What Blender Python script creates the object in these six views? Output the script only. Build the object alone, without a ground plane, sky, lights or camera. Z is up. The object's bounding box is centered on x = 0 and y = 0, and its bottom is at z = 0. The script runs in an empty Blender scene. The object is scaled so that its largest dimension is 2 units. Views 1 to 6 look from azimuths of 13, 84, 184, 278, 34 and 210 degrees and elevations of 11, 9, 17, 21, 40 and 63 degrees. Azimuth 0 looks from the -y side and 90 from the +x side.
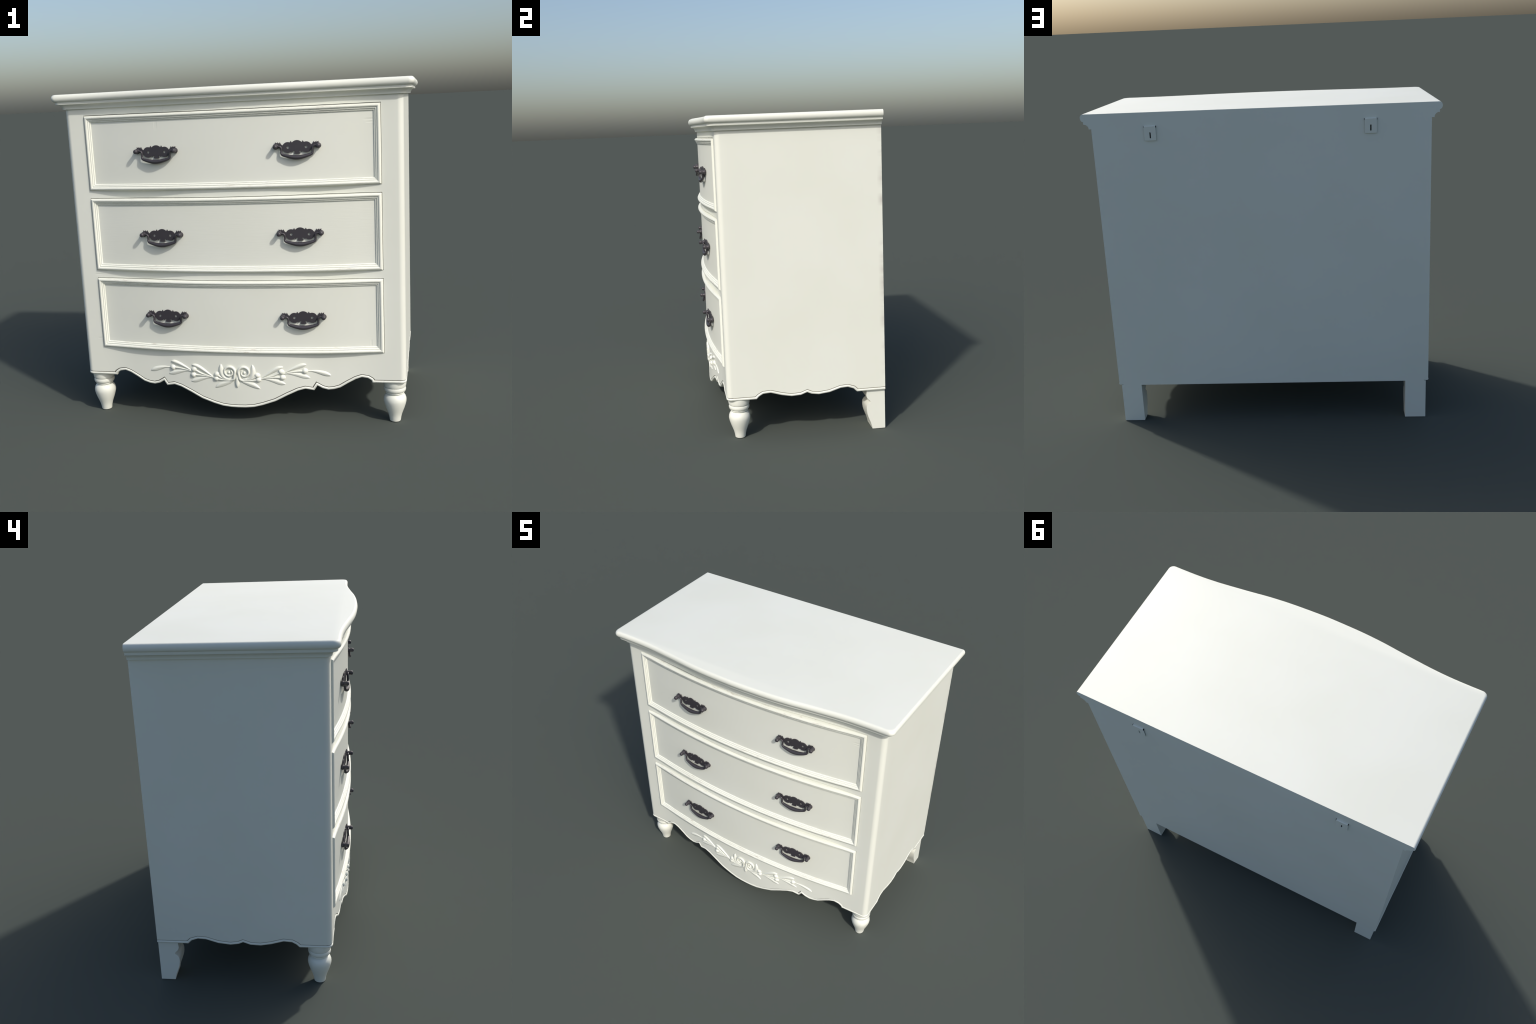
"""White bow-front chest of three drawers with carved apron and antique bail pulls."""
import bpy, bmesh, math, random
from mathutils import Vector

random.seed(7)
COL = bpy.context.scene.collection

# ------------------------------------------------------------------ dimensions
Y_BACK = 0.5303           # flat back plane
Z_TOP = 1.8967            # tabletop surface
HALF_BODY = 0.9425        # half width of the carcass
R_CORNER = 0.033          # rounding of the front posts
Y_STILE = -0.4185         # flat front of the stiles
Z_BODY_TOP = 1.8135
DRAWERS = ((1.351, 1.772), (0.887, 1.3058), (0.4203, 0.8393))   # bottom, top
HALF_DRAWER = 0.8255
GAP = 0.0018

# serpentine front of the top, half plan (x, y); the carcass front follows it
PLAN = ((0.0, -.5410), (.136, -.5378), (.23, -.5335), (.30, -.5280), (.376, -.5200), (.47, -.5070),
        (.566, -.4950), (.66, -.4840), (.76, -.4760), (.864, -.4727), (1.05, -.4725))


def hermite(points, x):
    """Smooth monotone interpolation through control points."""
    n = len(points)
    if x <= points[0][0]:
        return points[0][1]
    for i in range(n - 1):
        (x0, y0), (x1, y1) = points[i], points[i + 1]
        if x <= x1:
            def slope(k):
                if k == 0 or k == n - 1:
                    return 0.0
                a, b, c = points[k - 1], points[k], points[k + 1]
                return (c[1] - a[1]) / (c[0] - a[0])
            h = x1 - x0
            t = (x - x0) / h
            return (y0 * (2 * t ** 3 - 3 * t * t + 1) + slope(i) * h * (t ** 3 - 2 * t * t + t)
                    + y1 * (-2 * t ** 3 + 3 * t * t) + slope(i + 1) * h * (t ** 3 - t * t))
    return points[-1][1]


def top_front(x):
    return hermite(PLAN, abs(x))


def body_front(x):
    return top_front(x) + 0.054 + 0.004 * math.exp(-((abs(x) - 0.42) / 0.15) ** 2)


def drawer_front(x):
    """Plain bow of the drawer fronts, flattening close to the stiles."""
    a = abs(x)
    if a < 0.70:
        return -0.486 + 0.1165 * a * a
    d = a - 0.70
    return -0.486 + 0.1165 * 0.49 + 0.163 * d - 0.24 * d * d


# ------------------------------------------------------------------ mesh helpers
def make_object(name, verts, faces, material, parent=None, angle=35.0, mats=None, face_mats=None):
    me = bpy.data.meshes.new(name)
    me.from_pydata([tuple(v) for v in verts], [], faces)
    bm = bmesh.new()
    bm.from_mesh(me)
    bmesh.ops.recalc_face_normals(bm, faces=bm.faces[:])
    bm.to_mesh(me)
    bm.free()
    for m in (mats or [material]):
        me.materials.append(m)
    if face_mats:
        for p, k in zip(me.polygons, face_mats):
            p.material_index = k
    me.polygons.foreach_set("use_smooth", [True] * len(me.polygons))
    me.set_sharp_from_angle(angle=math.radians(angle))
    me.update()
    ob = bpy.data.objects.new(name, me)
    COL.objects.link(ob)
    if parent:
        ob.parent = parent
    return ob


def empty(name, parent=None, loc=(0, 0, 0)):
    ob = bpy.data.objects.new(name, None)
    ob.empty_display_size = 0.1
    ob.location = loc
    COL.objects.link(ob)
    if parent:
        ob.parent = parent
    return ob


def loft(rings, closed=False, cap_start=False, cap_end=False):
    """Quads between successive rings of equal length."""
    n = len(rings[0])
    verts = [v for r in rings for v in r]
    faces = []
    for k in range(len(rings) - 1):
        for i in range(n if closed else n - 1):
            j = (i + 1) % n
            faces.append((k * n + i, k * n + j, (k + 1) * n + j, (k + 1) * n + i))
    if cap_start:
        faces.append(tuple(range(n)))
    if cap_end:
        faces.append(tuple((len(rings) - 1) * n + i for i in range(n)))
    return verts, faces


def lathe(profile, centre, steps=48):
    rings = []
    for r, z in profile:
        rings.append([(centre[0] + r * math.cos(2 * math.pi * i / steps),
                       centre[1] + r * math.sin(2 * math.pi * i / steps), z) for i in range(steps)])
    return loft(rings, closed=True, cap_start=True, cap_end=True)


def catmull(points, per=8):
    out = []
    pts = [Vector(p) for p in points]
    pts = [pts[0] * 2 - pts[1]] + pts + [pts[-1] * 2 - pts[-2]]
    for i in range(1, len(pts) - 2):
        p0, p1, p2, p3 = pts[i - 1:i + 3]
        for k in range(per):
            t = k / per
            out.append(0.5 * ((2 * p1) + (p2 - p0) * t + (2 * p0 - 5 * p1 + 4 * p2 - p3) * t * t
                              + (3 * p1 - p0 - 3 * p2 + p3) * t ** 3))
    out.append(pts[-2])
    return out


def tube(path, radii, sides=14):
    """Round bar along a 3D path, domed ends."""
    path = [Vector(p) for p in path]
    n = len(path)
    rings = []
    ref = Vector((0, 1, 0))
    for i, p in enumerate(path):
        t = (path[min(i + 1, n - 1)] - path[max(i - 1, 0)]).normalized()
        a = (ref - t * ref.dot(t))
        if a.length < 1e-4:
            a = Vector((1, 0, 0))
        a.normalize()
        b = t.cross(a)
        rings.append([p + (a * math.cos(2 * math.pi * k / sides) + b * math.sin(2 * math.pi * k / sides)) * radii[i]
                      for k in range(sides)])
    return loft(rings, closed=True, cap_start=True, cap_end=True)


# ------------------------------------------------------------------ materials
def new_mat(name):
    m = bpy.data.materials.new(name)
    m.use_nodes = True
    nt = m.node_tree
    nt.nodes.clear()
    out = nt.nodes.new("ShaderNodeOutputMaterial")
    bsdf = nt.nodes.new("ShaderNodeBsdfPrincipled")
    nt.links.new(bsdf.outputs[0], out.inputs[0])
    return m, nt, bsdf


def node(nt, kind, **inputs):
    n = nt.nodes.new(kind)
    for k, v in inputs.items():
        if k.startswith("_"):
            setattr(n, k[1:], v)
        else:
            n.inputs[k].default_value = v
    return n


def math_node(nt, op, a, b=None, c=None, clamp=False):
    n = nt.nodes.new("ShaderNodeMath")
    n.operation = op
    n.use_clamp = clamp
    for i, v in enumerate((a, b, c)):
        if v is None:
            continue
        if isinstance(v, (int, float)):
            n.inputs[i].default_value = v
        else:
            nt.links.new(v, n.inputs[i])
    return n.outputs[0]


PAINT = (0.782, 0.797, 0.714)


def paint(name, grain=(3.0, 3.0, 60.0), wear=0.0, marks=(), grain_strength=0.05, rough=0.42, edge_dirt=False, spec=0.45):
    """White satin paint over wood: faint grain in the relief, slight toning, optional rubbed-through
    streaks and small dents/cracks given as (axis, along, z, half length, half width)."""
    m, nt, b = new_mat(name)
    L = nt.links
    tc = node(nt, "ShaderNodeTexCoord")
    mp = node(nt, "ShaderNodeMapping")
    mp.inputs["Scale"].default_value = grain
    L.new(tc.outputs["Object"], mp.inputs[0])
    g = node(nt, "ShaderNodeTexNoise", Scale=4.0, Detail=6.0, Roughness=0.65)
    L.new(mp.outputs[0], g.inputs["Vector"])
    tone = node(nt, "ShaderNodeTexNoise", Scale=2.2, Detail=3.0)
    L.new(tc.outputs["Object"], tone.inputs["Vector"])
    ramp = node(nt, "ShaderNodeValToRGB")
    ramp.color_ramp.elements[0].position, ramp.color_ramp.elements[1].position = 0.35, 0.65
    ramp.color_ramp.elements[0].color = (PAINT[0] * .985, PAINT[1] * .985, PAINT[2] * .975, 1)
    ramp.color_ramp.elements[1].color = (PAINT[0] * 1.01, PAINT[1] * 1.01, PAINT[2] * 1.015, 1)
    L.new(tone.outputs["Fac"], ramp.inputs[0])
    colour = ramp.outputs[0]
    if wear > 0:
        mp2 = node(nt, "ShaderNodeMapping")
        mp2.inputs["Scale"].default_value = (9.0, 9.0, 160.0)
        L.new(tc.outputs["Object"], mp2.inputs[0])
        w = node(nt, "ShaderNodeTexNoise", Scale=1.6, Detail=5.0, Roughness=0.7)
        L.new(mp2.outputs[0], w.inputs["Vector"])
        big = node(nt, "ShaderNodeTexNoise", Scale=3.1, Detail=1.0)
        L.new(tc.outputs["Object"], big.inputs["Vector"])
        thr = node(nt, "ShaderNodeMapRange", **{"From Min": 0.55, "From Max": 0.66})
        L.new(w.outputs["Fac"], thr.inputs["Value"])
        thr2 = node(nt, "ShaderNodeMapRange", **{"From Min": 0.44, "From Max": 0.60})
        L.new(big.outputs["Fac"], thr2.inputs["Value"])
        sx_ = node(nt, "ShaderNodeSeparateXYZ")
        L.new(tc.outputs["Object"], sx_.inputs[0])
        inner = math_node(nt, "LESS_THAN", math_node(nt, "ABSOLUTE", sx_.outputs["X"]), 0.775)
        mask = math_node(nt, "MULTIPLY", math_node(nt, "MULTIPLY", math_node(nt, "MULTIPLY", thr.outputs[0], thr2.outputs[0]), inner), wear)
        mix = node(nt, "ShaderNodeMix", _data_type="RGBA")
        L.new(mask, mix.inputs["Factor"])
        L.new(colour, mix.inputs["A"])
        mix.inputs["B"].default_value = (0.36, 0.29, 0.23, 1)
        colour = mix.outputs["Result"]
    sep = node(nt, "ShaderNodeSeparateXYZ")
    L.new(tc.outputs["Object"], sep.inputs[0])
    if edge_dirt:
        # greyed, rubbed strip along the rear vertical edge
        e = node(nt, "ShaderNodeMapRange", **{"From Min": 0.500, "From Max": 0.526})
        L.new(sep.outputs["Y"], e.inputs["Value"])
        mp3 = node(nt, "ShaderNodeMapping")
        mp3.inputs["Scale"].default_value = (1.0, 1.0, 5.0)
        L.new(tc.outputs["Object"], mp3.inputs[0])
        dn = node(nt, "ShaderNodeTexNoise", Scale=1.5, Detail=4.0)
        L.new(mp3.outputs[0], dn.inputs["Vector"])
        dr = node(nt, "ShaderNodeMapRange", **{"From Min": 0.42, "From Max": 0.62})
        L.new(dn.outputs["Fac"], dr.inputs["Value"])
        right = math_node(nt, "GREATER_THAN", sep.outputs["X"], 0.0)
        mask = math_node(nt, "MULTIPLY", math_node(nt, "MULTIPLY", math_node(nt, "MULTIPLY", e.outputs[0], dr.outputs[0]), right), 0.6)
        mix = node(nt, "ShaderNodeMix", _data_type="RGBA")
        L.new(mask, mix.inputs["Factor"])
        L.new(colour, mix.inputs["A"])
        mix.inputs["B"].default_value = (0.45, 0.41, 0.38, 1)
        colour = mix.outputs["Result"]
    L.new(colour, b.inputs["Base Color"])
    height = math_node(nt, "MULTIPLY", g.outputs["Fac"], grain_strength)
    for axis, u0, z0, hu, hz in marks:
        du = math_node(nt, "ABSOLUTE", math_node(nt, "SUBTRACT", sep.outputs[axis], u0))
        dz = math_node(nt, "ABSOLUTE", math_node(nt, "SUBTRACT", sep.outputs["Z"], z0))
        fu = math_node(nt, "SUBTRACT", 1.0, math_node(nt, "DIVIDE", du, hu), clamp=True)
        fz = math_node(nt, "SUBTRACT", 1.0, math_node(nt, "DIVIDE", dz, hz), clamp=True)
        height = math_node(nt, "SUBTRACT", height, math_node(nt, "MULTIPLY", math_node(nt, "MULTIPLY", math_node(nt, "SMOOTH_MIN", fu, 0.5, 0.3), math_node(nt, "SMOOTH_MIN", fz, 0.5, 0.3)), 1.2))
    bump = node(nt, "ShaderNodeBump", Strength=0.5, Distance=0.004)
    L.new(height, bump.inputs["Height"])
    L.new(bump.outputs[0], b.inputs["Normal"])
    b.inputs["Roughness"].default_value = rough
    b.inputs["Specular IOR Level"].default_value = spec
    return m


def plain(name, colour, rough, metallic=0.0, spec=0.5, mottling=0.12):
    m, nt, b = new_mat(name)
    tc = node(nt, "ShaderNodeTexCoord")
    n = node(nt, "ShaderNodeTexNoise", Scale=45.0, Detail=4.0)
    nt.links.new(tc.outputs["Object"], n.inputs["Vector"])
    ramp = node(nt, "ShaderNodeValToRGB")
    ramp.color_ramp.elements[0].color = tuple(c * (1 - mottling) for c in colour) + (1,)
    ramp.color_ramp.elements[1].color = tuple(c * (1 + mottling) for c in colour) + (1,)
    nt.links.new(n.outputs["Fac"], ramp.inputs[0])
    nt.links.new(ramp.outputs[0], b.inputs["Base Color"])
    b.inputs["Roughness"].default_value = rough
    b.inputs["Metallic"].default_value = metallic
    b.inputs["Specular IOR Level"].default_value = spec
    return m


M_TOP = paint("white_paint_top", (3, 60, 3), grain_strength=0.012, rough=0.53)
M_FRAME = paint("white_paint_frame", (40, 40, 2.5), grain_strength=0.03,
                marks=(("X", -.812, .862, .030, .004), ("X", -.838, .474, .024, .0045), 
                       ("X", -.345, 1.792, .006, .030)))
M_SIDE = paint("white_paint_side", (40, 40, 2.5), grain_strength=0.035, edge_dirt=True)
M_BACK = paint("white_paint_back", (3, 40, 40), grain_strength=0.03)
M_DRAWER = paint("white_paint_drawer", (2.2, 2.2, 75), grain_strength=0.09,
                 marks=(("X", .768, 1.6905, .034, .0065), ("X", .775, 1.677, .030, .005),
                        ("X", -.388, 1.718, .012, .040), ("X", .757, .475, .006, .024)))
M_DRAWER_GRAINY = paint("white_paint_drawer_grainy", (2.2, 2.2, 75), grain_strength=0.24)
M_MOULD = paint("white_paint_moulding", (6, 6, 60), grain_strength=0.05, wear=0.65)
M_CARVED = paint("white_paint_carving", (9, 14, 24), grain_strength=0.16, rough=0.40)
M_FOOT = paint("white_paint_foot", (8, 8, 8), grain_strength=0.01, rough=0.43, spec=0.62)
M_GROOVE = plain("dark_groove_line", (0.13, 0.115, 0.095), 0.8, spec=0.2)
M_GROOVE_SIDE = plain("pale_groove_line", (0.36, 0.335, 0.285), 0.8, spec=0.2)
M_INSIDE = plain("raw_interior", (0.30, 0.28, 0.25), 0.8, spec=0.2)
M_METAL = plain("dark_bronze", (0.053, 0.049, 0.057), 0.43, metallic=0.2, spec=0.5, mottling=0.06)
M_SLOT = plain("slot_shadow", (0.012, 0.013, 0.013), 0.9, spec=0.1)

# ------------------------------------------------------------------ root
chest = empty("chest_of_drawers")
chest["label"] = "white painted bow-front chest of drawers with dark handles"
chest["category"] = "chest of drawers"

# ------------------------------------------------------------------ tabletop and cornice
def plan_ring(ox, oy, z, r=R_CORNER, nf=96, nc=10, ns=6):
    """Open U of plan points at inset (ox, oy): right back -> front -> left back."""
    X = 1.0 - ox
    yf = -0.4725 + oy
    pts = []
    for i in range(ns):
        pts.append((X, Y_BACK + (yf + r - Y_BACK) * i / ns, z))
    for i in range(nc):
        a = math.pi / 2 * i / nc
        pts.append((X - r + r * math.cos(a), yf + r - r * math.sin(a), z))
    for i in range(nf + 1):
        x = (X - r) * (1 - 2 * i / nf)
        pts.append((x, top_front(x) + oy, z))
    for i in range(1, nc + 1):
        a = math.pi / 2 * (1 - i / nc)
        pts.append((-(X - r) - r * math.cos(a), yf + r - r * math.sin(a), z))
    for i in range(1, ns + 1):
        pts.append((-X, yf + r + (Y_BACK - yf - r) * i / ns, z))
    return pts


def u_solid(name, profile, material, angle=30):
    """Solid from plan rings stacked along a moulding profile (inset, z), flat at the back."""
    rings = [plan_ring(o, oy, z, r) for o, oy, z, r in profile]
    v, f = loft(rings, cap_start=True, cap_end=True)
    n = len(rings[0])
    k = len(rings)
    f.append(tuple(i * n for i in range(k)) + tuple(i * n + n - 1 for i in reversed(range(k))))
    return make_object(name, v, f, material, chest, angle)


bull = []
for i in range(15):
    a = -math.pi / 2 + math.pi * i / 14
    o = 0.016 - 0.016 * math.cos(a)
    bull.append((o, o, 1.8759 + 0.0208 * math.sin(a), 0.031 + 0.0 * o))
tabletop = u_solid("tabletop", [(0.03, 0.03, 1.8551, 0.031)] + bull, M_TOP, 40)

corn = [(0.0620, 0.0600, Z_BODY_TOP, .034), (0.0435, 0.0420, Z_BODY_TOP, .034)]
for i in range(9):
    a = math.pi / 2 * i / 8
    o = 0.0175 + 0.026 * math.cos(a)
    corn.append((o, o - 0.0015 * math.cos(a), Z_BODY_TOP + 0.0005 + 0.0265 * math.sin(a), .036))
corn += [(0.0158, 0.0158, 1.8408, .036), (0.0152, 0.0152, 1.8420, .036), (0.0152, 0.0152, 1.8551, .036)]
cornice = u_solid("cornice_moulding", corn, M_TOP, 30)

# ------------------------------------------------------------------ carcass surface, unrolled
S_FRONT = HALF_BODY - R_CORNER
S_SIDE = S_FRONT + R_CORNER * math.pi / 2
Y_SIDE0 = Y_STILE + R_CORNER


def shell(s, h=0.0):
    """Point (x, y) of the carcass skin at unrolled position s (0 = front centre), h outwards."""
    a = abs(s)
    sg = 1 if s >= 0 else -1
    if a <= S_FRONT:
        return (s, body_front(s) - h)
    if a <= S_SIDE:
        t = (a - S_FRONT) / R_CORNER
        r = R_CORNER + h
        return (sg * (S_FRONT + r * math.sin(t)), Y_SIDE0 - r * math.cos(t))
    return (sg * (HALF_BODY + h), Y_SIDE0 + a - S_SIDE)


def s_of_y(y):
    return S_SIDE + y - Y_SIDE0


S_END = s_of_y(Y_BACK)

# lower edge of the apron and of the sides (s, z), right half from the centre outwards
EDGE = [(0, .0935), (.043, .0943), (.0915, .0990), (.1435, .1125), (.2165, .1375), (.285, .1730), (.345, .2002),
        (.3856, .2104), (.4348, .2010), (.4530, .2285), (.4795, .2127), (.513, .2034), (.5463, .2066), (.581, .2167),
        (.6215, .2410), (.6670, .2657), (.7000, .2765), (.7327, .2711), (.7510, .2597), (.7570, .2447)]
EDGE_SIDE = [(-.243, .2442), (-.2275, .2604), (-.2040, .2738), (-.160, .2770), (-.0943, .2578), (-.0359, .2468),
             (.0206, .2496), (.0580, .2636), (.0822, .2522), (.1280, .2456), (.1935, .2532), (.2604, .2743),
             (.3032, .2770), (.3378, .2650), (.3583, .2447)]
EDGE += [(s_of_y(y), z) for y, z in EDGE_SIDE]
EDGE += [(S_END, .2447)]
EDGE = [(-s, z) for s, z in reversed(EDGE[1:])] + EDGE
LIP = 0.0193


def mitre(poly, d):
    """Offset polyline upwards by d with mitred corners."""
    out = []
    for i, p in enumerate(poly):
        ns = []
        for a, b in ((i - 1, i), (i, i + 1)):
            if a >= 0 and b < len(poly):
                dx, dz = poly[b][0] - poly[a][0], poly[b][1] - poly[a][1]
                l = math.hypot(dx, dz)
                ns.append((-dz / l, dx / l))
        mx, mz = sum(n[0] for n in ns) / len(ns), sum(n[1] for n in ns) / len(ns)
        k = d / (mx * mx + mz * mz)
        out.append((p[0] + mx * k, p[1] + mz * k))
    return out


UPPER = mitre(EDGE, LIP)


def refine(low, up, step=0.02):
    """Subdivide both polylines alike so that they hug the curved skin."""
    a, b = [], []
    for i in range(len(low) - 1):
        n = max(1, math.ceil(abs(low[i + 1][0] - low[i][0]) / step))
        lo, hi = min(abs(low[i][0]), abs(low[i + 1][0])), max(abs(low[i][0]), abs(low[i + 1][0]))
        if lo < S_SIDE and hi > S_FRONT:
            n = max(n, 60)
        for k in range(n):
            t = k / n
            a.append(tuple(low[i][j] + (low[i + 1][j] - low[i][j]) * t for j in (0, 1)))
            b.append(tuple(up[i][j] + (up[i + 1][j] - up[i][j]) * t for j in (0, 1)))
    a.append(low[-1])
    b.append(up[-1])
    return a, b


LOW_F, UP_F = refine(EDGE, UPPER)

# lip moulding along the lower edge: round bead with a dark-coloured groove above it
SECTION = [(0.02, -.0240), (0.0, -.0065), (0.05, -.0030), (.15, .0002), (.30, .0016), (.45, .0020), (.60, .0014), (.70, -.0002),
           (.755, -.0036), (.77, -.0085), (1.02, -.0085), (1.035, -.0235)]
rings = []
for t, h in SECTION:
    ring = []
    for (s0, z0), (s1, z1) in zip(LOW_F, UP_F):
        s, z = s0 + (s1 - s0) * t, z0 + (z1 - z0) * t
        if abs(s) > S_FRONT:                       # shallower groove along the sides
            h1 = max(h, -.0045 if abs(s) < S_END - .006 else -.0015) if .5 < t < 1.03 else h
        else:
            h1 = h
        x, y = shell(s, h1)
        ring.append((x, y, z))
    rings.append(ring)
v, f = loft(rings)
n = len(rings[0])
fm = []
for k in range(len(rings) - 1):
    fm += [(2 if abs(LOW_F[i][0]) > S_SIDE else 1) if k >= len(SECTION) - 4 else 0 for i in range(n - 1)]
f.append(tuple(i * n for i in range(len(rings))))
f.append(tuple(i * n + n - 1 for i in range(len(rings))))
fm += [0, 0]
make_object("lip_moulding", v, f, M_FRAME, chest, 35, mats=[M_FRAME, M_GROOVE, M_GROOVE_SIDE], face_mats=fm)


# carcass skin: columns along s, rows in z, split into parts afterwards
def upper_z(s):
    for (s0, z0), (s1, z1) in zip(UPPER, UPPER[1:]):
        if s0 <= s <= s1:
            return z0 + (z1 - z0) * (s - s0) / (s1 - s0)
    return UPPER[-1][1]


OPEN = HALF_DRAWER + GAP
cols = set()
for s, z in UPPER:
    cols.add(round(s, 5))
for i in range(-83, 84):
    cols.add(round(i * 0.01, 5))
for sg in (-1, 1):
    cols.update(round(sg * c, 5) for c in (OPEN, S_END))
    for i in range(11):
        cols.add(round(sg * (S_FRONT + (S_SIDE - S_FRONT) * i / 10), 5))
    for i in range(1, 20):
        cols.add(round(sg * (S_SIDE + (S_END - S_SIDE) * i / 20), 5))
cols = sorted(c for c in cols if abs(c) <= S_END + 1e-4)
clean = [cols[0]]
for c in cols[1:]:
    if c - clean[-1] > 0.0012 or abs(abs(c) - OPEN) < 1e-4:
        if c - clean[-1] <= 0.0012:
            clean.pop()
        clean.append(c)
cols = clean
levels = []
for lo, hi in reversed(DRAWERS):
    levels += [lo - 0.0012, hi + 0.0033]
levels.append(Z_BODY_TOP + 0.0002)
THICK = 0.024
verts, faces, part_of = [], [], []
index = {}


def vid(ci, li, inner):
    key = (ci, li, inner)
    if key not in index:
        s = cols[ci]
        x, y = shell(s, -THICK if inner else 0.0)
        z = upper_z(s) if li == 0 else levels[li - 1]
        index[key] = len(verts)
        verts.append((x, y, z))
    return index[key]


nrow = len(levels)
holes = {1, 3, 5}


def solid(ci, li):
    if not (0 <= ci < len(cols) - 1 and 0 <= li < nrow):
        return False
    mid = abs(cols[ci] + cols[ci + 1]) / 2
    return not (mid < OPEN and li in holes)


def part(ci, li):
    mid = (cols[ci] + cols[ci + 1]) / 2
    a = abs(mid)
    side = "right" if mid > 0 else "left"
    if a > S_SIDE:
        return ("side_panel", side)
    if a > OPEN:
        return ("stile", side)
    if li == 0:
        return ("apron", "")
    return ("rail", str(li))


for ci in range(len(cols) - 1):
    for li in range(nrow):
        if not solid(ci, li):
            continue
        p = part(ci, li)
        q = [(ci, li), (ci + 1, li), (ci + 1, li + 1), (ci, li + 1)]
        faces.append(tuple(vid(a, b, 0) for a, b in q)); part_of.append((p, 0))
        faces.append(tuple(vid(a, b, 1) for a, b in reversed(q))); part_of.append((p, 1))
        for (da, db), (e0, e1) in (((0, -1), (q[0], q[1])), ((1, 0), (q[1], q[2])), ((0, 1), (q[2], q[3])), ((-1, 0), (q[3], q[0]))):
            if not solid(ci + da, li + db):
                faces.append((vid(*e1, 0), vid(*e0, 0), vid(*e0, 1), vid(*e1, 1))); part_of.append((p, 2))

whole = bpy.data.meshes.new("carcass_whole")
whole.from_pydata(verts, [], faces)
whole.polygons.foreach_set("use_smooth", [True] * len(whole.polygons))
whole.set_sharp_from_angle(angle=math.radians(32))
whole.update()
corner_n = [tuple(c.vector) for c in whole.corner_normals]
for key in sorted({p for p, _ in part_of}):
    sel = [i for i, (p, _) in enumerate(part_of) if p == key]
    used, vs, fs, ns, mi = {}, [], [], [], []
    for i in sel:
        poly = whole.polygons[i]
        face = []
        for li in poly.loop_indices:
            w = whole.loops[li].vertex_index
            if w not in used:
                used[w] = len(vs)
                vs.append(verts[w])
            face.append(used[w])
            ns.append(corner_n[li])
        fs.append(face)
        mi.append(1 if part_of[i][1] == 1 else 2 if part_of[i][1] == 2 else 0)
    me = bpy.data.meshes.new(key[0])
    me.from_pydata(vs, [], fs)
    me.materials.append(M_SIDE if key[0] == "side_panel" else M_FRAME)
    me.materials.append(M_INSIDE)
    me.materials.append(M_BACK)
    for p, k in zip(me.polygons, mi):
        p.material_index = k
    me.polygons.foreach_set("use_smooth", [True] * len(me.polygons))
    me.normals_split_custom_set(ns)
    ob = bpy.data.objects.new(key[0], me)
    COL.objects.link(ob)
    ob.parent = chest
bpy.data.meshes.remove(whole)


def box(name, lo, hi, material, parent=chest, bevel=0.0):
    x0, y0, z0 = lo
    x1, y1, z1 = hi
    v = [(x, y, z) for x in (x0, x1) for y in (y0, y1) for z in (z0, z1)]
    f = [(0, 1, 3, 2), (4, 6, 7, 5), (0, 4, 5, 1), (2, 3, 7, 6), (0, 2, 6, 4), (1, 5, 7, 3)]
    ob = make_object(name, v, f, material, parent)
    if bevel:
        bm = bmesh.new()
        bm.from_mesh(ob.data)
        bmesh.ops.bevel(bm, geom=bm.edges[:], offset=bevel, segments=3, affect="EDGES", profile=0.5)
        bm.to_mesh(ob.data)
        bm.free()
        ob.data.polygons.foreach_set("use_smooth", [True] * len(ob.data.polygons))
        ob.data.set_sharp_from_angle(angle=math.radians(40))
    return ob


HI = HALF_BODY - THICK
box("back_panel", (-HI, 0.512, 0.2415), (HI, Y_BACK, Z_BODY_TOP), M_BACK)
box("bottom_panel", (-HI + .002, -0.385, 0.315), (HI - .002, 0.511, 0.333), M_INSIDE)

# ------------------------------------------------------------------ feet
FOOT = [(.0285, 0.0), (.0305, .0015), (.0315, .006), (.0335, .022), (.0385, .042), (.0450, .060), (.0515, .077),
        (.0565, .092), (.0605, .106), (.0630, .118), (.0638, .127), (.0626, .138), (.0588, .149), (.0530, .157),
        (.0465, .162), (.0418, .1643), (.0418, .1655), (.0470, .1657), (.0508, .1672), (.0522, .1702), (.0512, .1732), (.0474, .1742), (.0474, .1752),
        (.0545, .1768), (.0588, .1810), (.0612, .1880), (.0614, .1950), (.0600, .2010), (.0576, .2034), (.0535, .2040),
        (.0535, .2054), (.0600, .2062), (.0618, .2110), (.0630, .2180), (.0640, .2280), (.0642, .2400), (.0642, .2500)]
for sx in (1, -1):
    v, f = lathe(FOOT, (sx * 0.8765, -0.3455), 56)
    make_object("front_foot", v, f, M_FOOT, chest, 28)

REAR = [(Y_BACK, 0.0), (.4520, 0.0), (.4480, .0200), (.4415, .0420), (.4345, .0580), (.4270, .0790), (.4222, .0960), (.4200, .1120), (.4192, .1280),
        (.4200, .1400), (.4240, .1500), (.4310, .1580), (.4400, .1645), (.4430, .1690), (.4405, .1755), (.4330, .1830), (.4270, .1880),
        (.4235, .1930), (.4185, .2050), (.4180, .2120), (.4195, .2200), (.4200, .2300), (.4205, .2560), (.5115, .2560), (.5115, .2415), (Y_BACK, .2415)]
for sx in (1, -1):
    rings = [[(sx * x, y, z) for y, z in REAR] for x in (.8062, .9285)]
    v, f = loft(rings, closed=True, cap_start=True, cap_end=True)
    make_object("rear_foot", v, f, M_FOOT, chest, 30)

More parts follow.
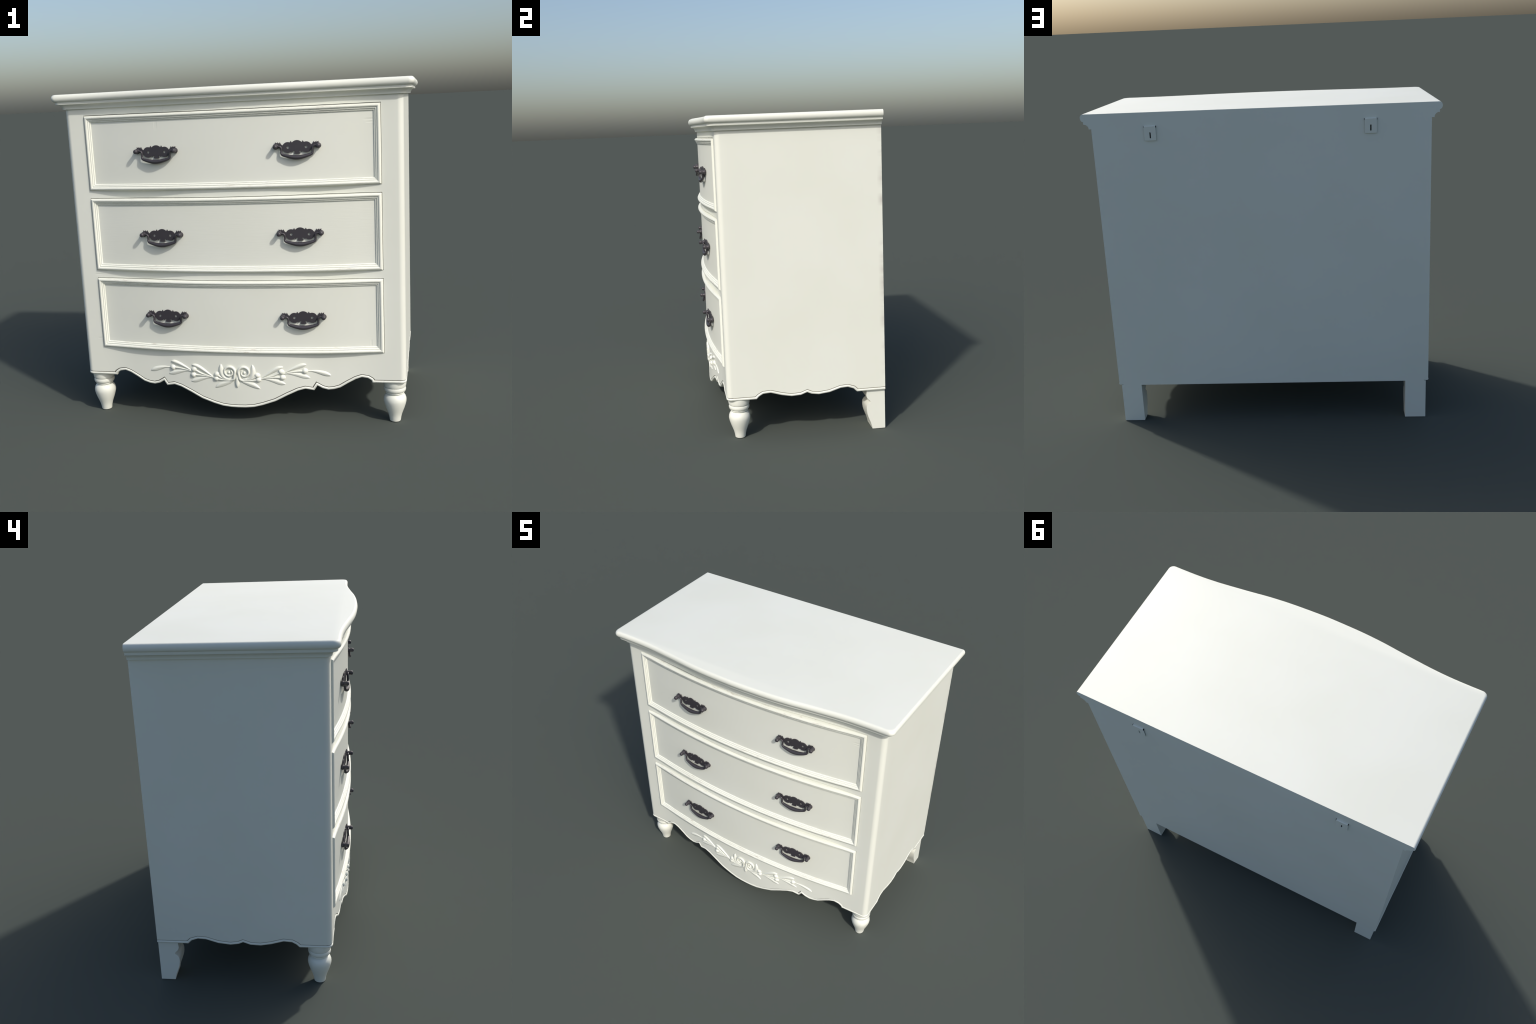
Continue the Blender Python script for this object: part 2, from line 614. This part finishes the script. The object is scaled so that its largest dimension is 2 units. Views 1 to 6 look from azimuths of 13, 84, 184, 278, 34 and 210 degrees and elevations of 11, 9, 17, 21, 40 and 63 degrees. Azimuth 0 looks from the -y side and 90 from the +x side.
# ------------------------------------------------------------------ drawers
MOULD = [(0.0, -.030), (0.0, .0030), (.0008, .0075), (.0028, .0122), (.0060, .0160), (.0100, .0182), (.0135, .0180), (.0170, .0162), (.0196, .0132),
         (.0210, .0108), (.0220, .0106), (.0232, .0120), (.0252, .0119), (.0276, .0098), (.0292, .0070), (.0304, .0058), (.0314, .0056), (.0326, .0066), (.0346, .0062),
         (.0364, .0040), (.0378, .0012), (.0386, -.004)]
NX = 72


def frame_ring(lo, hi, d, h):
    """Closed rectangular ring at inset d, raised h over the bowed drawer face."""
    X = HALF_DRAWER - d
    pts = []
    for i in range(NX):
        x = -X + 2 * X * i / NX
        pts.append((x, drawer_front(x) - h, lo + d))
    for i in range(4):
        pts.append((X, drawer_front(X) - h, lo + d + (hi - lo - 2 * d) * i / 4))
    for i in range(NX):
        x = X - 2 * X * i / NX
        pts.append((x, drawer_front(x) - h, hi - d))
    for i in range(4):
        pts.append((-X, drawer_front(X) - h, hi - d - (hi - lo - 2 * d) * i / 4))
    return pts


def bow_slab(name, lo, hi, inset, h_front, h_back, material, parent):
    X = HALF_DRAWER - inset
    rings = []
    for i in range(NX + 1):
        x = -X + 2 * X * i / NX
        y = drawer_front(x)
        rings.append([(x, y - h_front, lo + inset), (x, y - h_front, hi - inset), (x, y - h_back, hi - inset), (x, y - h_back, lo + inset)])
    v, f = loft(rings, closed=True, cap_start=True, cap_end=True)
    return make_object(name, v, f, material, parent, 35)


# pull hardware, built once around its own origin (x across, -y outwards, z up) and shared
def backplate_mesh():
    half = []
    for i in range(9):                                   # crown
        a = math.radians(90 - 49 * i / 8)
        half.append((.0335 * math.cos(a), -.0022 + .0335 * math.sin(a)))
    half += [(.0275, .0212), (.0303, .0266), (.0316, .0292), (.0330, .0266), (.0358, .0215), (.0375, .0208)]
    for i in range(12):                                  # side lobe, upper part
        a = math.radians(110 - 83 * i / 11)
        half.append((.049 + .0285 * math.cos(a), -.006 + .0285 * math.sin(a)))
    half += [(.0768, .0066), (.0805, .0085), (.0845, .0135), (.0872, .0185), (.0895, .0238), (.0912, .0205), (.0932, .0165),
             (.0960, .0180), (.0995, .0212), (.1035, .0240), (.1030, .0205), (.1035, .0172), (.1070, .0192), (.1110, .0215), (.1155, .0228),
             (.1140, .0185), (.1150, .0140)]
    for i in range(9):                                   # boss behind the post
        a = math.radians(75 - 190 * i / 8)
        half.append((.1130 + .0138 * math.cos(a), .0138 * math.sin(a)))
    half += [(.1000, -.0080), (.0920, -.0072), (.0840, -.0095), (.0780, -.0150)]
    for i in range(12):                                  # side lobe, lower part
        a = math.radians(-22 - 105 * i / 11)
        half.append((.049 + .0285 * math.cos(a), -.006 + .0285 * math.sin(a)))
    half += [(.0295, -.0262), (.0272, -.0296), (.0242, -.0322), (.0224, -.0280), (.0190, -.0262), (.0160, -.0246), (.0125, -.0245), (.0112, -.0270),
             (.0130, -.0320), (.0155, -.0352), (.0168, -.0380), (.0125, -.0398), (.0070, -.0408)]
    outline = half + [(0, -.0412)] + [(-x, z) for x, z in reversed(half[1:])]
    cu = bpy.data.curves.new("backplate", "CURVE")
    cu.dimensions = "2D"
    cu.fill_mode = "BOTH"
    cu.extrude = 0.0026
    loops = [outline]
    for sx in (1, -1):
        loops.append([(sx * .0482 + .0072 * math.cos(2 * math.pi * k / 20), -.0060 + .0072 * math.sin(2 * math.pi * k / 20)) for k in range(20)])
    for loop in loops:
        sp = cu.splines.new("POLY")
        sp.points.add(len(loop) - 1)
        for p, (x, z) in zip(sp.points, loop):
            p.co = (x, z, 0, 1)
        sp.use_cyclic_u = True
    tmp = bpy.data.objects.new("backplate_tmp", cu)
    COL.objects.link(tmp)
    bpy.context.view_layer.update()
    me = bpy.data.meshes.new_from_object(tmp.evaluated_get(bpy.context.evaluated_depsgraph_get()))
    bpy.data.objects.remove(tmp)
    bpy.data.curves.remove(cu)
    for vtx in me.vertices:
        x, z, t = vtx.co
        vtx.co = (x, -t - 0.0052, z)
    bm = bmesh.new()
    bm.from_mesh(me)
    bmesh.ops.remove_doubles(bm, verts=bm.verts[:], dist=1e-5)
    bmesh.ops.recalc_face_normals(bm, faces=bm.faces[:])
    bm.to_mesh(me)
    bm.free()
    me.materials.clear()
    me.materials.append(M_METAL)
    me.polygons.foreach_set("use_smooth", [True] * len(me.polygons))
    me.set_sharp_from_angle(angle=math.radians(50))
    me.name = "backplate"
    return me


def mesh_only(name, v, f, material, angle=40):
    ob = make_object(name, v, f, material, None, angle)
    me = ob.data
    bpy.data.objects.remove(ob)
    return me


def post_mesh():
    prof = [(.0120, -.001), (.0148, .004), (.0152, .0085), (.0146, .0105), (.0126, .0116), (.0117, .0140), (.0117, .020), (.0122, .027), (.0124, .031), (.0118, .0352),
            (.0098, .0385), (.0060, .0408), (.0014, .0415)]
    rings = [[(r * math.cos(2 * math.pi * k / 24), -o, r * math.sin(2 * math.pi * k / 24)) for k in range(24)] for r, o in prof]
    v, f = loft(rings, closed=True, cap_start=True, cap_end=True)
    return mesh_only("handle_post", v, f, M_METAL)


def bail_mesh():
    half = [((0, -.0200, -.0582), .0125), ((.018, -.0200, -.0572), .0119), ((.040, -.0195, -.0530), .0104), ((.060, -.0185, -.0478), .0089),
            ((.073, -.0175, -.0438), .0079), ((.0800, -.0170, -.0392), .0071), ((.0828, -.0162, -.0315), .0063), ((.0824, -.0156, -.0220), .0058), ((.0820, -.0155, -.0130), .0057),
            ((.0838, -.0155, -.0062), .0056), ((.0885, -.0155, -.0012), .0055), ((.0960, -.0158, .0012), .0052), ((.1080, -.0165, .0008), .0050)]
    pts = [(tuple([-p[0], p[1], p[2]]), r) for p, r in reversed(half[1:])] + half
    path = catmull([p for p, _ in pts], 5)
    rad = [q.x for q in catmull([(r, 0, 0) for _, r in pts], 5)]
    v, f = tube(path, rad, 16)
    return mesh_only("bail", v, f, M_METAL, 60)


ME_PLATE, ME_POST, ME_BAIL = backplate_mesh(), post_mesh(), bail_mesh()


def child(name, me, parent, loc=(0, 0, 0)):
    ob = bpy.data.objects.new(name, me)
    ob.location = loc
    COL.objects.link(ob)
    ob.parent = parent
    return ob


for lo, hi in DRAWERS:
    drawer = bow_slab("drawer", lo, hi, 0.0020, 0.0, -0.030, M_DRAWER_GRAINY if 0.8 < lo < 1.2 else M_DRAWER, chest)
    rings = [frame_ring(lo, hi, d, h) for d, h in MOULD]
    v, f = loft(rings, closed=True)
    make_object("drawer_moulding", v, f, M_MOULD, drawer, 33)
    zc = (lo + hi) / 2 + 0.0062
    for sx in (1, -1):
        xc = sx * 0.3905
        handle = empty("drawer_handle", chest, (xc, drawer_front(xc) - 0.0003, zc))
        handle.rotation_euler = (0, 0, sx * math.radians(4.7))
        child("backplate", ME_PLATE, handle)
        child("bail", ME_BAIL, handle)
        for px in (.113, -.113):
            child("handle_post", ME_POST, handle, (px, 0, 0))

# ------------------------------------------------------------------ carved garland on the apron
garland = empty("carved_garland", chest)


def on_apron(x, z, h):
    return (x, body_front(x) - h, z)


def leaf(spine, width, height, sx, ridge=0.15, stalk=0.16):
    """Lancet leaf carved in relief: spine (x, z) control points base to tip."""
    path = catmull([(x, 0, z) for x, z in spine], 8)
    n = len(path)
    rings = []
    M = 12
    for i, p in enumerate(path):
        t = i / (n - 1)
        d = (path[min(i + 1, n - 1)] - path[max(i - 1, 0)]).normalized()
        nx, nz = -d.z, d.x
        peak = 0.68 ** 1.55 * 0.32 ** 0.73
        body = (t ** 1.55 * max(0.0, 1 - t) ** 0.73) / peak
        w = width * max(stalk * (1 - 0.5 * t) if t < .8 else 0.0, body) + 0.0008
        hh = height * (0.42 + 0.58 * body ** 0.6)
        ring = []
        for k in range(M + 1):
            u = -1 + 2 * k / M
            crease = (u + 1) / (ridge + 1) if u < ridge else (1 - u) / (1 - ridge)
            prof = 0.55 * max(0.0, crease) ** 0.85 + 0.45 * (1 - abs(u) ** 2.4)
            h = hh * prof - 0.0012
            if abs(u) == 1:
                h = -0.004
            ring.append(on_apron(sx * (p.x + nx * w * u), p.z + nz * w * u, h))
        rings.append(ring)
    v, f = loft(rings)
    make_object("leaf", v, f, M_CARVED, garland, 60)


def berry(c, rx, rz, rot, sx, height=.0125):
    rings = []
    for i in range(9):
        a = math.pi / 2 * i / 8
        ring = []
        for k in range(24):
            b = 2 * math.pi * k / 24
            px, pz = rx * math.cos(a) * math.cos(b), rz * math.cos(a) * math.sin(b)
            x = c[0] + px * math.cos(rot) - pz * math.sin(rot)
            z = c[1] + px * math.sin(rot) + pz * math.cos(rot)
            ring.append(on_apron(sx * x, z, -0.003 + (height + .003) * math.sin(a)))
        rings.append(ring)
    v, f = loft(rings, closed=True, cap_end=True)
    make_object("berry", v, f, M_CARVED, garland, 60)


def strand(name, pts, radii, height, sx):
    path = catmull([(x, 0, z) for x, z in pts], 8)
    rad = [q.x for q in catmull([(r, 0, 0) for r in radii], 8)]
    v, f = tube(path, rad, 12)
    v = [on_apron(sx * p[0], p[2], height - p[1] * 1.0) for p in v]
    make_object(name, v, f, M_CARVED, garland, 60)


for sx in (1, -1):
    # the outermost leaf and its berry
    leaf([(.400, .3178), (.432, .3165), (.470, .3085), (.502, .2990), (.531, .2890)], .0150, .0078, sx, .2, .28)
    berry((.388, .3177), .0172, .0172, 0, sx)
    strand("stem", [(.262, .3020), (.310, .3120), (.350, .3175), (.384, .3178)], [.0030, .0034, .0044, .0050], .0022, sx)
    # second spray
    leaf([(.262, .3010), (.296, .3200), (.338, .3385), (.372, .3505), (.396, .3555)], .0136, .0105, sx, .25, .12)
    leaf([(.262, .3020), (.300, .3035), (.345, .2960), (.383, .2850), (.415, .2770)], .0146, .0064, sx, .2, .12)
    berry((.2555, .3147), .0188, .0162, -0.5, sx)
    berry((.2615, .2815), .0178, .0168, 0, sx)
    strand("stem", [(.132, .2710), (.170, .2810), (.212, .2930), (.248, .3120)], [.0030, .0036, .0044, .0056], .0022, sx)
    strand("stem", [(.132, .2705), (.175, .2775), (.215, .2815), (.252, .2820)], [.0030, .0036, .0044, .0056], .0020, sx)
    # third spray
    leaf([(.130, .2680), (.162, .2890), (.205, .3170), (.238, .3345), (.267, .3425)], .0140, .0105, sx, .25, .12)
    leaf([(.130, .2690), (.168, .2700), (.212, .2605), (.247, .2490), (.277, .2415)], .0150, .0066, sx, .2, .12)
    berry((.1190, .2912), .0185, .0160, -0.5, sx)
    berry((.1235, .2668), .0185, .0160, 0.15, sx)
    strand("stem", [(.028, .2600), (.060, .2640), (.090, .2730), (.112, .2870)], [.0036, .0042, .0050, .0070], .0028, sx)
    strand("stem", [(.028, .2575), (.060, .2590), (.090, .2610), (.116, .2655)], [.0036, .0042, .0050, .0070], .0028, sx)
    # leaves that spring from the scrolls
    leaf([(.034, .2690), (.060, .2680), (.083, .2830), (.0925, .3120), (.0920, .3545)], .0185, .0115, sx, -.1, .50)
    leaf([(.014, .2680), (.030, .2535), (.060, .2435), (.095, .2310), (.131, .2125)], .0168, .0078, sx, .2, .45)
    # scroll: a strand curling once and a quarter round a small boss
    pts, rad = [(.036, .2600), (.018, .2690)], [.0050, .0075]
    cx, cz = .0400, .3095
    for i in range(17):
        t = i / 16
        a = math.radians(205 - 425 * t)
        r = .0305 - .0170 * max(0.0, (t - .45) / .55) ** 1.1
        pts.append((cx + r * math.cos(a) + .003 * t, cz + r * math.sin(a)))
        rad.append(.0080 - .0034 * t)
    strand("scroll", pts, rad, .0040, sx)
    berry((cx + .0050, cz - .003), .0088, .0088, 0, sx, .0125)

# pendant drop between the scrolls
rings = []
for i in range(25):
    t = i / 24
    z = .3040 + (.2150 - .3040) * t
    w = .0145 * (math.sin(math.pi * t ** 1.5) ** 0.75) + .0022 * (1 - t) + .0004
    rings.append([on_apron(w * u, z, (.0115 * (1 - abs(u) ** 2.2) * (0.3 + .7 * min(1, w / .012)) - .0015) if abs(u) < 1 else -.004)
                  for u in [-1 + 2 * k / 12 for k in range(13)]])
v, f = loft(rings)
make_object("pendant_drop", v, f, M_CARVED, garland, 60)

# ------------------------------------------------------------------ wall brackets on the back
for sx in (1, -1):
    cx = sx * 0.6112
    W, z0, z1 = .0318, 1.7405, 1.8190
    cu = bpy.data.curves.new("bracket", "CURVE")
    cu.dimensions = "2D"
    cu.fill_mode = "BOTH"
    cu.extrude = 0.0016
    cu.bevel_depth = 0.0010
    loops = [[(-W + .004, z0), (W - .004, z0), (W - .001, z0 + .001), (W, z0 + .004), (W, z1), (-W, z1), (-W, z0 + .004), (-W + .001, z0 + .001)]]
    slot = []
    for k in range(18):
        a = 2 * math.pi * k / 18
        slot.append((.0046 * math.cos(a), 1.7695 + (.0135 if math.sin(a) > 0 else -.0135) + .0046 * math.sin(a)))
    loops.append(slot)
    for loop in loops:
        sp = cu.splines.new("POLY")
        sp.points.add(len(loop) - 1)
        for p, (x, z) in zip(sp.points, loop):
            p.co = (x, z, 0, 1)
        sp.use_cyclic_u = True
    tmp = bpy.data.objects.new("bracket_tmp", cu)
    COL.objects.link(tmp)
    bpy.context.view_layer.update()
    me = bpy.data.meshes.new_from_object(tmp.evaluated_get(bpy.context.evaluated_depsgraph_get()))
    bpy.data.objects.remove(tmp)
    bpy.data.curves.remove(cu)
    for vtx in me.vertices:
        x, z, t = vtx.co
        lean = .0075 - .0025 * (z1 - z) / (z1 - z0) + .0006
        vtx.co = (cx + x, Y_BACK + lean + t, z)
    me.materials.clear()
    me.materials.append(M_TOP)
    bm = bmesh.new()
    bm.from_mesh(me)
    bmesh.ops.recalc_face_normals(bm, faces=bm.faces[:])
    bm.to_mesh(me)
    bm.free()
    me.name = "wall_bracket"
    bracket = bpy.data.objects.new("wall_bracket", me)
    COL.objects.link(bracket)
    bracket.parent = chest
    # rolled top edge, near-black block modelling the slot's shade, dark end marks
    roll = []
    for i in range(13):
        a = math.radians(-70 + 180 * i / 12)
        roll.append((Y_BACK + .0048 + .0058 * math.cos(a), z1 - .0030 + .0066 * math.sin(a)))
    roll += [(Y_BACK - .002, z1 + .0030), (Y_BACK - .002, z1 - .012), (Y_BACK + .0045, z1 - .012)]
    rings = [[(cx + x, y, z) for y, z in roll] for x in (-W, W)]
    v, f = loft(rings, closed=True, cap_start=True, cap_end=True)
    make_object("bracket_roll", v, f, M_TOP, bracket, 40)
    box("slot_shade_block", (cx - W + .0025, Y_BACK - .002, z0 + .003), (cx + W - .0025, Y_BACK + .0035, z1 - .0125), M_SLOT, bracket)
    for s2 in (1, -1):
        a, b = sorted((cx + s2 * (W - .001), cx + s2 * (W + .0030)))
        box("bracket_dark_mark", (a, Y_BACK - .002, z1 - .0075), (b, Y_BACK + .0088, z1 + .0020), M_SLOT, bracket)
